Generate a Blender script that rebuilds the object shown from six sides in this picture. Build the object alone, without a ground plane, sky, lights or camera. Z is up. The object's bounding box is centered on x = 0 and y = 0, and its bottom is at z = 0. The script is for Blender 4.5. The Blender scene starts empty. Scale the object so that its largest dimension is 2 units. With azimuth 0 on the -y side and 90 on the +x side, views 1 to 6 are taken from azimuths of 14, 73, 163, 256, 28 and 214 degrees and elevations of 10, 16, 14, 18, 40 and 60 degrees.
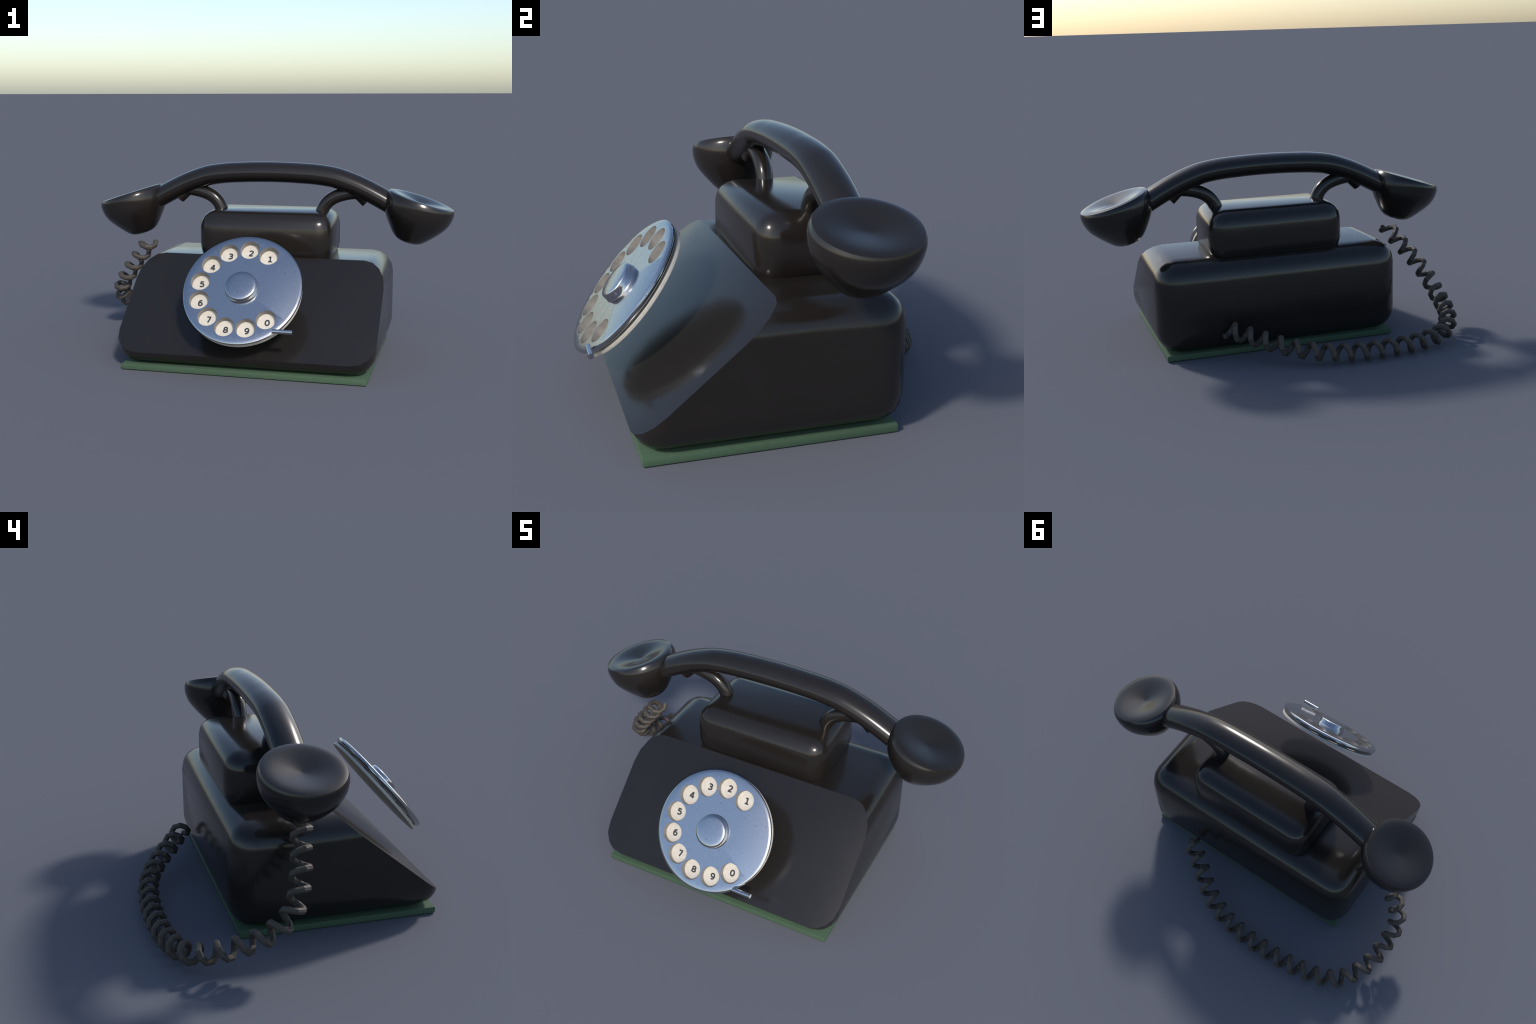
# Rotary desk telephone: moulded black shell on a green felt base, chrome dial,
# handset on two cradle arms, coiled cord behind.
import bpy, bmesh, math
from mathutils import Vector, Matrix

# ------------------------------------------------------------------ materials
def new_mat(name):
    m = bpy.data.materials.new(name)
    m.use_nodes = True
    nt = m.node_tree
    bsdf = next(n for n in nt.nodes if n.type == 'BSDF_PRINCIPLED')
    return m, nt, bsdf

def noise(nt, scale, detail=4.0, rough=0.55, coord='Object'):
    tc = nt.nodes.new('ShaderNodeTexCoord')
    n = nt.nodes.new('ShaderNodeTexNoise')
    n.inputs['Scale'].default_value = scale
    n.inputs['Detail'].default_value = detail
    n.inputs['Roughness'].default_value = rough
    nt.links.new(tc.outputs[coord], n.inputs['Vector'])
    return n.outputs['Fac']

def ramp(nt, fac, stops):
    r = nt.nodes.new('ShaderNodeValToRGB')
    els = r.color_ramp.elements
    while len(els) < len(stops):
        els.new(0.5)
    for e, (p, c) in zip(els, stops):
        e.position = p
        e.color = (*c, 1.0) if len(c) == 3 else c
    nt.links.new(fac, r.inputs['Fac'])
    return r.outputs['Color']

def maprange(nt, fac, a, b, c, d):
    m = nt.nodes.new('ShaderNodeMapRange')
    for k, v in zip(('From Min', 'From Max', 'To Min', 'To Max'), (a, b, c, d)):
        m.inputs[k].default_value = v
    nt.links.new(fac, m.inputs['Value'])
    return m.outputs['Result']

def math_node(nt, op, a, b=None):
    m = nt.nodes.new('ShaderNodeMath')
    m.operation = op
    for i, v in enumerate((a, b)):
        if v is None:
            continue
        if isinstance(v, (int, float)):
            m.inputs[i].default_value = v
        else:
            nt.links.new(v, m.inputs[i])
    return m.outputs[0]

def bump(nt, bsdf, height, strength, dist):
    b = nt.nodes.new('ShaderNodeBump')
    b.inputs['Strength'].default_value = strength
    b.inputs['Distance'].default_value = dist
    nt.links.new(height, b.inputs['Height'])
    nt.links.new(b.outputs['Normal'], bsdf.inputs['Normal'])

BLACK = (0.0155, 0.0128, 0.0110)

def mat_bakelite(name='black_bakelite', rough=(0.168, 0.202), base=BLACK):
    m, nt, b = new_mat(name)
    f = noise(nt, 3.0)
    nt.links.new(ramp(nt, f, [(0.3, tuple(c * 0.92 for c in base)), (0.7, tuple(c * 1.08 for c in base))]),
                 b.inputs['Base Color'])
    nt.links.new(maprange(nt, noise(nt, 7.0), 0.3, 0.7, *rough), b.inputs['Roughness'])
    return m

def mat_chrome(name='worn_chrome', shading_streaks=False):
    m, nt, b = new_mat(name)
    b.inputs['Metallic'].default_value = 1.0
    spots = ramp(nt, noise(nt, 60.0, 3.0), [(0.27, (0.22, 0.22, 0.23)), (0.32, (0.54, 0.55, 0.57))])
    flecks = ramp(nt, noise(nt, 120.0, 7.0, 0.8), [(0.54, (0.97, 0.97, 0.97)), (0.68, (1.25, 1.25, 1.25))])
    mix = nt.nodes.new('ShaderNodeMix')
    mix.data_type = 'RGBA'
    mix.blend_type = 'MULTIPLY'
    mix.inputs['Factor'].default_value = 1.0
    nt.links.new(spots, mix.inputs['A'])
    nt.links.new(flecks, mix.inputs['B'])
    nt.links.new(mix.outputs['Result'], b.inputs['Base Color'])
    nt.links.new(maprange(nt, noise(nt, 130.0, 8.0, 0.8), 0.38, 0.62, 0.07, 0.25), b.inputs['Roughness'])
    grain = math_node(nt, 'MULTIPLY', noise(nt, 140.0, 6.0, 0.7), 0.35)
    if not shading_streaks:
        bump(nt, b, grain, 0.10, 0.0006)
        return m
    # radial shading streaks between the ten hole cells, drawn as bump lines
    tc = nt.nodes.new('ShaderNodeTexCoord')
    sep = nt.nodes.new('ShaderNodeSeparateXYZ')
    nt.links.new(tc.outputs['Object'], sep.inputs[0])
    x, y = sep.outputs['X'], sep.outputs['Y']
    deg = math_node(nt, 'MULTIPLY', math_node(nt, 'ARCTAN2', y, x), 180 / math.pi)
    deg = math_node(nt, 'FLOORED_MODULO', deg, 360.0)
    rad = math_node(nt, 'SQRT', math_node(nt, 'ADD', math_node(nt, 'MULTIPLY', x, x), math_node(nt, 'MULTIPLY', y, y)))
    off = math_node(nt, 'PINGPONG', math_node(nt, 'SUBTRACT', deg, 46.0), 14.0)
    dist = math_node(nt, 'MULTIPLY', math_node(nt, 'MULTIPLY', off, math.pi / 180), rad)
    line = maprange(nt, dist, 0.0, 0.0014, 1.0, 0.0)
    inside = math_node(nt, 'MULTIPLY', math_node(nt, 'GREATER_THAN', deg, 45.0), math_node(nt, 'LESS_THAN', deg, 327.0))
    line = math_node(nt, 'MULTIPLY', line, inside)
    bump(nt, b, math_node(nt, 'SUBTRACT', grain, math_node(nt, 'MULTIPLY', line, 1.6)), 0.14, 0.0006)
    return m

def mat_cream(name='cream_enamel', k=1.0):
    m, nt, b = new_mat(name)
    f = noise(nt, 55.0, 6.0, 0.6)
    nt.links.new(ramp(nt, f, [(0.3, (0.66 * k, 0.60 * k, 0.51 * k)), (0.65, (0.75 * k, 0.69 * k, 0.60 * k))]),
                 b.inputs['Base Color'])
    b.inputs['Roughness'].default_value = 0.5
    return m

def mat_plain(name, col, rough, scale=40.0, vary=0.15, bump_d=0.0):
    m, nt, b = new_mat(name)
    f = noise(nt, scale, 5.0, 0.6)
    lo = tuple(c * (1 - vary) for c in col)
    hi = tuple(c * (1 + vary) for c in col)
    nt.links.new(ramp(nt, f, [(0.3, lo), (0.7, hi)]), b.inputs['Base Color'])
    b.inputs['Roughness'].default_value = rough
    if bump_d:
        bump(nt, b, noise(nt, 300.0, 3.0), 0.4, bump_d)
    return m

M_BLACK = mat_bakelite()
M_PANEL = mat_bakelite('satin_panel', (0.185, 0.205), (0.0150, 0.0134, 0.0128))
M_CHROME = mat_chrome()
M_WHEEL = mat_chrome('chrome_wheel', True)
M_CREAM = mat_cream('cream_enamel', 0.84)
M_CREAM_WALL = mat_plain('cream_wall', (0.255, 0.240, 0.220), 0.6, 38.0, 0.22)  # cream darkened to grey: shade inside the finger holes put into the colour
M_INK = mat_plain('dark_ink', (0.030, 0.030, 0.033), 0.6)
M_FELT = mat_plain('green_felt', (0.050, 0.094, 0.053), 0.9, 90.0, 0.10, 0.001)
M_CORD = mat_plain('brown_cord', (0.056, 0.046, 0.037), 0.65, 26.0, 0.16)

# -------------------------------------------------------------------- helpers
def make_obj(name, bm, mats, parent=None, smooth=True, angle=None):
    me = bpy.data.meshes.new(name)
    bmesh.ops.recalc_face_normals(bm, faces=bm.faces[:])
    for f in bm.faces:
        f.smooth = smooth
    if angle is not None:
        for e in bm.edges:
            if len(e.link_faces) == 2 and e.calc_face_angle(0.0) > angle:
                e.smooth = False
    bm.to_mesh(me)
    bm.free()
    for m in (mats if isinstance(mats, (list, tuple)) else [mats]):
        me.materials.append(m)
    ob = bpy.data.objects.new(name, me)
    bpy.context.scene.collection.objects.link(ob)
    if parent is not None:
        ob.parent = parent
        ob.matrix_parent_inverse = parent.matrix_world.inverted()
    return ob

def rounded_box(lo, hi, radius, segs):
    """Box with every edge rounded by the same bevel."""
    bm = bmesh.new()
    bmesh.ops.create_cube(bm, size=1.0)
    lo, hi = Vector(lo), Vector(hi)
    for v in bm.verts:
        v.co = Vector((lo[i] + (v.co[i] + 0.5) * (hi[i] - lo[i]) for i in range(3)))
    bmesh.ops.bevel(bm, geom=bm.edges[:], offset=radius, offset_type='OFFSET',
                    segments=segs, profile=0.5, affect='EDGES', clamp_overlap=True)
    return bm

def catmull(pts, per):
    pts = [Vector(p) for p in pts]
    ext = [2 * pts[0] - pts[1]] + pts + [2 * pts[-1] - pts[-2]]
    out = []
    for i in range(len(pts) - 1):
        a, b, c, d = ext[i:i + 4]
        for k in range(per):
            t = k / per
            out.append(0.5 * (2 * b + (c - a) * t + (2 * a - 5 * b + 4 * c - d) * t * t
                              + (3 * b - a - 3 * c + d) * t ** 3))
    out.append(pts[-1])
    return out

def transport_frames(path):
    """Tangent, normal, binormal carried along a path without twist."""
    n = len(path)
    tan = [(path[min(i + 1, n - 1)] - path[max(i - 1, 0)]).normalized() for i in range(n)]
    up = Vector((0, 0, 1))
    nor = tan[0].cross(up).cross(tan[0]).normalized()
    frames = []
    for t in tan:
        nor = (nor - t * nor.dot(t)).normalized()
        frames.append((t, nor, t.cross(nor)))
    return frames

def sweep(path, radius, sides, caps=True, widen=1.0, soften=0.0):
    bm = bmesh.new()
    rings = []
    rows = [(p, f, 1.0) for p, f in zip(path, transport_frames(path))]
    if soften:                                # rounded end edges
        (p0, f0, _), (p1, f1, _) = rows[0], rows[-1]
        rows = [(p0 - f0[0] * soften, f0, 1 - soften / radius), (p0 - f0[0] * soften * 0.7, f0, 1 - 0.3 * soften / radius)] \
            + rows + [(p1 + f1[0] * soften * 0.7, f1, 1 - 0.3 * soften / radius), (p1 + f1[0] * soften, f1, 1 - soften / radius)]
    for p, (t, nn, bb), k_r in rows:
        rings.append([bm.verts.new(p + k_r * radius * (math.cos(2 * math.pi * k / sides) * nn
                                                       + widen * math.sin(2 * math.pi * k / sides) * bb))
                      for k in range(sides)])
    for r0, r1 in zip(rings, rings[1:]):
        for k in range(sides):
            bm.faces.new((r0[k], r0[(k + 1) % sides], r1[(k + 1) % sides], r1[k]))
    if caps:
        bm.faces.new(rings[0])
        bm.faces.new(rings[-1][::-1])
    return bm

def lathe(profile, segs):
    """Spin (radius, height) points round z; radius 0 closes the surface."""
    bm = bmesh.new()
    rings = []
    for r, h in profile:
        if r < 1e-6:
            rings.append([bm.verts.new((0, 0, h))])
        else:
            rings.append([bm.verts.new((r * math.cos(2 * math.pi * k / segs),
                                        r * math.sin(2 * math.pi * k / segs), h)) for k in range(segs)])
    for a, b in zip(rings, rings[1:]):
        for k in range(segs):
            j = (k + 1) % segs
            if len(a) == 1 and len(b) == 1:
                continue
            if len(a) == 1:
                bm.faces.new((a[0], b[k], b[j]))
            elif len(b) == 1:
                bm.faces.new((a[k], a[j], b[0]))
            else:
                bm.faces.new((a[k], a[j], b[j], b[k]))
    return bm

# ---------------------------------------------------------------------- thing
phone = bpy.data.objects.new('rotary_telephone', None)
bpy.context.scene.collection.objects.link(phone)
phone['label'] = 'black rotary desk telephone with chrome dial and coiled cord'
phone['category'] = 'telephone'

# base plate under the shell
plate = rounded_box((-0.6325, -0.593, 0.0), (0.6325, 0.338, 0.031), 0.005, 2)
make_obj('base_plate', plate, M_FELT, phone, angle=math.radians(35))

# shell: rounded box whose front is sliced off by a 40 degree panel
SHELL_X, SHELL_R = 0.669, 0.118
body = rounded_box((-SHELL_X, -0.6275, 0.029), (SHELL_X, 0.3745, 0.531), SHELL_R, 4)
body.normal_update()
uncut = {tuple(round(c, 4) for c in v.co): v.normal.copy() for v in body.verts}
slope = math.radians(39.9)
cut_n = Vector((0, -math.sin(slope), math.cos(slope)))
bmesh.ops.bisect_plane(body, geom=body.verts[:] + body.edges[:] + body.faces[:], dist=1e-6,
                       plane_co=Vector((0, -0.107, 0.530)), plane_no=cut_n, clear_outer=True)
rim = [e for e in body.edges if e.is_boundary]
panel = bmesh.ops.holes_fill(body, edges=rim, sides=0)['faces'][0]
outline = [v.co.copy() for v in panel.verts]
centre = sum(outline, Vector()) / len(outline)
# rebuild the panel as nested rings so that its crown can be shaded smoothly
loop = list(panel.verts)
bmesh.ops.delete(body, geom=[panel], context='FACES_ONLY')
panel_faces = []
for scale in (0.94, 0.87, 0.78, 0.65, 0.45, 0.22):
    inner = [body.verts.new(centre + (c - centre) * scale) for c in outline]
    for i in range(len(loop)):
        j = (i + 1) % len(loop)
        panel_faces.append(body.faces.new((loop[i], loop[j], inner[j], inner[i])))
    loop = inner
tip = body.verts.new(centre)
for i in range(len(loop)):
    panel_faces.append(body.faces.new((loop[i], loop[(i + 1) % len(loop)], tip)))
for f in panel_faces:
    f.material_index = 1
body.faces.index_update()
for e in rim:
    if e.is_valid:
        e.smooth = False
body_ob = make_obj('body', body, [M_BLACK, M_PANEL], phone)

def crown_panel(ob, tilt_deg):
    """Shade the flat front panel as if very slightly crowned towards its edges."""
    me = ob.data
    normals = [Vector(n.vector) for n in me.corner_normals]
    half_w, half_h = SHELL_X, 0.335
    up = cut_n.cross(Vector((1, 0, 0))) * -1
    core_lo = Vector((-SHELL_X, -0.6275, 0.029)) + Vector((SHELL_R,) * 3)
    core_hi = Vector((SHELL_X, 0.3745, 0.531)) - Vector((SHELL_R,) * 3)
    for poly in me.polygons:
        on_panel = poly.material_index == 1
        for li in poly.loop_indices:
            co = me.vertices[me.loops[li].vertex_index].co
            d = co - centre
            if on_panel:
                ax, ay = d.x / half_w, d.dot(up) / half_h
                lean = Vector((1, 0, 0)) * (0.3 * ax + 0.7 * ax * abs(ax) ** 3) + up * (0.4 * min(ay, 0.0) * abs(ay))
                normals[li] = (cut_n + lean * math.tan(math.radians(tilt_deg))).normalized()
            elif abs(d.dot(cut_n)) < 1e-4:
                # along the cut the shell keeps the normals of the uncut rounded box
                near = Vector([min(max(co[i], core_lo[i]), core_hi[i]) for i in range(3)])
                normals[li] = (co - near).normalized()
            else:
                normals[li] = uncut.get(tuple(round(c, 4) for c in co), normals[li])
    me.normals_split_custom_set(normals)

crown_panel(body_ob, 9.0)

# raised cradle block on top of the shell
make_obj('cradle', rounded_box((-0.368, -0.1095, 0.485), (0.368, 0.3265, 0.7662), 0.088, 4), M_BLACK, phone)

# cradle arms with their round end knobs
HY = 0.108                                  # depth of handset centre line
for s in (1, -1):
    path = [Vector((s * p.x, HY, p.z)) for p in catmull(
        [(0.274, 0, 0.715), (0.287, 0, 0.760), (0.303, 0, 0.793), (0.329, 0, 0.821),
         (0.365, 0, 0.842), (0.412, 0, 0.857), (0.455, 0, 0.8645), (0.476, 0, 0.866)], 5)]
    # the tip turns down and out at 45 degrees
    path += [Vector((s * x, HY, z)) for x, z in ((0.486, 0.8635), (0.496, 0.856), (0.516, 0.837), (0.536, 0.818))]
    make_obj('cradle_arm', sweep(path, 0.0365, 24), M_BLACK, phone, angle=math.radians(50))

# handset: bowed round handle with a tilted cup at each end
half = [(0.0, 0.9695), (0.10, 0.9680), (0.17, 0.9650), (0.235, 0.9615), (0.30, 0.9545), (0.36, 0.9440),
        (0.42, 0.9255), (0.48, 0.9025), (0.54, 0.8750), (0.60, 0.8440), (0.660, 0.8115)]
pts = [(-x, HY, z) for x, z in half[:0:-1]] + [(x, HY, z) for x, z in half]
handset = make_obj('handset_handle', sweep(catmull(pts, 5), 0.0565, 40, widen=1.34, soften=0.008), M_BLACK, phone, angle=math.radians(50))

cup_profile = [(0.0, -0.0215), (0.012, -0.0198), (0.030, -0.0168), (0.055, -0.0118), (0.080, -0.0066), (0.105, -0.0020), (0.128, 0.0018),
               (0.146, 0.0036), (0.160, 0.0036), (0.171, 0.0020), (0.1793, 0.0000),
               (0.1832, -0.0070), (0.1880, -0.0175), (0.1900, -0.0300), (0.1885, -0.0580), (0.183, -0.0830), (0.173, -0.108),
               (0.158, -0.1315), (0.140, -0.1555), (0.120, -0.180), (0.1, -0.203), (0.080, -0.222), (0.060, -0.2335),
               (0.036, -0.239), (0.0, -0.241)]
tilt = math.radians(17.9)
for s, nm in ((1, 'earpiece_cup'), (-1, 'mouthpiece_cup')):
    cup = lathe(cup_profile, 64)
    cup.transform(Matrix.Translation((s * 0.8260, HY, 0.8333)) @ Matrix.Rotation(s * tilt, 4, 'Y'))
    make_obj(nm, cup, M_BLACK, handset, angle=math.radians(32))

# ----------------------------------------------------------------------- dial
# local frame: x right, y up the slope, z out of the dial face
DIAL = (Matrix.Translation((0, -0.5545, 0.4462)) @ Matrix.Rotation(math.radians(50.2), 4, 'X'))
R_DIAL, R_HOLE, R_RING = 0.300, 0.0505, 0.221
hole_ang = [math.radians(60 - (-28) * i) for i in range(10)]          # digits 1..9, 0 counter-clockwise
DIGITS = '1234567890'

number_plate = lathe([(0, -0.035), (0.292, -0.035), (0.2955, -0.036), (0.2962, -0.038), (0.2962, -0.049), (0.295, -0.0505), (0, -0.0505)], 72)
number_plate.transform(DIAL)
dial = make_obj('number_plate', number_plate, M_CREAM, phone, angle=math.radians(35))

def finger_wheel():
    """Chrome wheel made of ten hole cells and one plain sector, each cell a fan round its hole."""
    bm = bmesh.new()
    cache = {}
    def V(x, y, z):
        k = (round(x, 5), round(y, 5), round(z, 5))
        if k not in cache:
            cache[k] = bm.verts.new((x, y, z))
        return cache[k]
    r0, r1, half_a = 0.080, 0.2885, math.radians(14)
    pol = lambda r, a, z=0.0: V(r * math.cos(a), r * math.sin(a), z)
    NA = 8
    walls = []
    thick = -0.0335
    for a in hole_ang:
        c = (R_RING * math.cos(a), R_RING * math.sin(a))
        outline = [(r1, a - half_a + 2 * half_a * k / NA) for k in range(NA)]
        outline += [(r1 + (r0 - r1) * k / 10, a + half_a) for k in range(10)]
        outline += [(r0, a + half_a - 2 * half_a * k / NA) for k in range(NA)]
        outline += [(r0 + (r1 - r0) * k / 10, a - half_a) for k in range(10)]
        ring, ring2, outer = [], [], []
        for r, t in outline:
            x, y = r * math.cos(t), r * math.sin(t)
            d = math.atan2(y - c[1], x - c[0])
            ring.append(V(c[0] + R_HOLE * math.cos(d), c[1] + R_HOLE * math.sin(d), 0))
            ring2.append(V(c[0] + R_HOLE * math.cos(d), c[1] + R_HOLE * math.sin(d), thick))
            outer.append(V(x, y, 0))
        n = len(outline)
        for i in range(n):
            j = (i + 1) % n
            bm.faces.new((outer[i], outer[j], ring[j], ring[i]))
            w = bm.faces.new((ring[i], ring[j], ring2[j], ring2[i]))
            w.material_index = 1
    # plain sector between the last and the first hole
    a0, a1 = hole_ang[-1] + half_a, hole_ang[0] - half_a + 2 * math.pi
    NS, NR = 22, 1
    for k in range(NS):
        t0, t1 = a0 + (a1 - a0) * k / NS, a0 + (a1 - a0) * (k + 1) / NS
        for q in range(NR):
            ra, rb = r0 + (r1 - r0) * q / NR, r0 + (r1 - r0) * (q + 1) / NR
            bm.faces.new((pol(ra, t0), pol(rb, t0), pol(rb, t1), pol(ra, t1)))
    # rounded rim and underside
    angs = []
    for a in hole_ang:
        angs += [a - half_a + 2 * half_a * k / NA for k in range(NA)]
    angs += [a0 + (a1 - a0) * k / NS for k in range(NS)]
    prof = [(r1, 0.0), (0.2968, -0.0022), (0.3010, -0.0050), (0.3022, -0.0095), (0.3018, -0.0150), (0.2998, -0.0200),
            (0.2970, -0.0245), (0.2915, -0.0280), (0.284, -0.0300), (0.270, -0.0305)]
    n = len(angs)
    for (ra, za), (rb, zb) in zip(prof, prof[1:]):
        for i in range(n):
            j = (i + 1) % n
            bm.faces.new((pol(ra, angs[i], za), pol(rb, angs[i], zb), pol(rb, angs[j], zb), pol(ra, angs[j], za)))
    return bm

wheel = finger_wheel()
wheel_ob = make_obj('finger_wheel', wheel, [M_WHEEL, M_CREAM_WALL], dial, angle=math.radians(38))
wheel_ob.matrix_world = DIAL

hub = lathe([(0.0, 0.0372), (0.030, 0.0367), (0.050, 0.0358), (0.064, 0.0346), (0.0735, 0.0328), (0.0782, 0.0300),
             (0.0796, 0.025), (0.0812, 0.014), (0.0828, 0.004), (0.0855, -0.0006)], 56)
hub_ob = make_obj('dial_hub', hub, M_CHROME, dial)
hub_ob.matrix_world = DIAL

stop = sweep([Vector((0.190, -0.229, 0.012)), Vector((0.24, -0.229, 0.012)), Vector((0.288, -0.229, 0.012))], 0.0115, 8)
stop_ob = make_obj('finger_stop', stop, M_CHROME, dial, angle=math.radians(50))
stop_ob.matrix_world = DIAL

def oval(cx, cy, rx, ry, n=28):
    return [(cx + rx * math.cos(2 * math.pi * k / n), cy + ry * math.sin(2 * math.pi * k / n)) for k in range(n)] + ['closed']

SIX = [oval(0.01, -0.16, 0.27, 0.26), [(0.23, 0.385), (0.05, 0.42), (-0.13, 0.34), (-0.245, 0.12), (-0.26, -0.13)]]
STROKES = {            # centre lines of each numeral in a unit cell
    '0': [oval(0, 0, 0.29, 0.42)],
    '1': [[(0.03, -0.42), 'line', (0.03, 0.50)], [(-0.27, 0.335), 'line', (0.03, 0.415)], [(-0.27, -0.42), 'line', (0.32, -0.42)]],
    '2': [[(-0.29, 0.345), (-0.10, 0.42), (0.10, 0.415), (0.25, 0.32), (0.26, 0.16), (0.12, -0.05), (-0.12, -0.27), (-0.27, -0.40)],
          [(-0.31, -0.42), 'line', (0.32, -0.42)]],
    '3': [[(-0.27, 0.385), (0.0, 0.42), (0.20, 0.36), (0.25, 0.22), (0.16, 0.08), (-0.10, 0.04)],
          [(-0.10, 0.03), (0.16, 0.0), (0.28, -0.18), (0.18, -0.36), (-0.04, -0.42), (-0.30, -0.375)]],
    '4': [[(0.13, -0.50), 'line', (0.13, 0.50)], [(0.10, 0.44), 'line', (-0.31, -0.17)], [(-0.37, -0.22), 'line', (0.35, -0.22)]],
    '5': [[(0.26, 0.42), 'line', (-0.25, 0.42)], [(-0.20, 0.46), 'line', (-0.20, 0.02)],
          [(-0.22, 0.07), (0.0, 0.10), (0.20, 0.03), (0.28, -0.15), (0.19, -0.35), (-0.03, -0.42), (-0.29, -0.375)]],
    '6': SIX,
    '7': [[(-0.31, 0.42), 'line', (0.31, 0.42)], [(0.25, 0.40), 'line', (-0.10, -0.50)]],
    '8': [oval(0, 0.21, 0.245, 0.205), oval(0, -0.20, 0.285, 0.215)],
    '9': [[p if isinstance(p, str) else (-p[0], -p[1]) for p in st] for st in SIX],
}

def digit_mesh(ch):
    """Flat inked strokes of constant width, each a shade higher than the last."""
    unit, half_w = 0.0325, 0.0325 * 0.116
    bm = bmesh.new()
    for lvl, st in enumerate(STROKES[ch]):
        closed = st[-1] == 'closed'
        pts = [Vector((p[0], p[1], 0)) * unit for p in st if not isinstance(p, str)]
        if not closed and 'line' not in st:
            pts = catmull(pts, 5)
        n = len(pts)
        top, low = 0.0006 + 0.0002 * lvl, -0.0005
        quads = []
        for i, p in enumerate(pts):
            a = pts[(i - 1) % n] if closed or i else p
            c = pts[(i + 1) % n] if closed or i < n - 1 else p
            d = (c - a).normalized()
            side = Vector((-d.y, d.x, 0)) * half_w
            quads.append([bm.verts.new(p + side * k + Vector((0, 0, z))) for k, z in ((1, top), (-1, top), (-1, low), (1, low))])
        for i in range(n if closed else n - 1):
            q, r = quads[i], quads[(i + 1) % n]
            for k in range(4):
                bm.faces.new((q[k], q[(k + 1) % 4], r[(k + 1) % 4], r[k]))
        if not closed:
            bm.faces.new(quads[0])
            bm.faces.new(quads[-1][::-1])
    bmesh.ops.recalc_face_normals(bm, faces=bm.faces[:])
    me = bpy.data.meshes.new('numeral')
    bm.to_mesh(me)
    bm.free()
    me.materials.append(M_INK)
    return me

for ch, a in zip(DIGITS, hole_ang):
    ob = bpy.data.objects.new('numeral', digit_mesh(ch))
    bpy.context.scene.collection.objects.link(ob)
    ob.parent = dial
    ob.matrix_world = DIAL @ Matrix.Translation((R_RING * math.cos(a), R_RING * math.sin(a), -0.0347))

# ----------------------------------------------------------------------- cord
axis_pts = [(-0.7193, 0.0821, 0.5507), (-0.7761, 0.1037, 0.4747), (-0.8486, 0.1267, 0.3839), (-0.9251, 0.1771, 0.2691),
            (-0.9423, 0.2844, 0.1797), (-0.9150, 0.4588, 0.1163), (-0.8200, 0.6015, 0.0724), (-0.6458, 0.6624, 0.0538),
            (-0.4632, 0.6848, 0.0528), (-0.2726, 0.6865, 0.0544), (-0.0921, 0.6643, 0.0710), (0.0643, 0.5983, 0.0985),
            (0.2057, 0.5005, 0.1349), (0.3318, 0.4169, 0.1668)]
TURNS, COIL_R, PHASE, WIRE_R, PER_TURN = 25.148, 0.0385, 3.458, 0.0148, 8
axis = catmull(axis_pts, 80)
cum = [0.0]
for p, q in zip(axis, axis[1:]):
    cum.append(cum[-1] + (q - p).length)
total = cum[-1]
def along(s):
    """Point on the cord axis at arc length s (straight beyond the ends)."""
    if s <= 0:
        return axis[0] + (axis[1] - axis[0]).normalized() * s
    if s >= total:
        return axis[-1] + (axis[-1] - axis[-2]).normalized() * (s - total)
    lo, hi = 0, len(cum) - 1
    while hi - lo > 1:
        mid = (lo + hi) // 2
        if cum[mid] <= s:
            lo = mid
        else:
            hi = mid
    return axis[lo].lerp(axis[hi], (s - cum[lo]) / (cum[hi] - cum[lo]))
FINE = 1500
fine = [along(total * i / FINE) for i in range(FINE + 1)]
frames = transport_frames(fine)
EXTRA = 0.25                                  # part of a turn added before the start
steps = int(round((TURNS + EXTRA) * PER_TURN))
wire = []
for i in range(steps + 1):
    v = -EXTRA / TURNS + (1 + EXTRA / TURNS) * i / steps
    t, nn, bb = frames[min(FINE, max(0, int(round(v * FINE))))]
    w = v - 0.0045 * v * (1 - v)
    ang = PHASE + 2 * math.pi * TURNS * w
    wire.append(along(total * v) + COIL_R * (math.cos(ang) * nn + math.sin(ang) * bb))
make_obj('coiled_cord', sweep(wire, WIRE_R, 8), M_CORD, phone, smooth=False)
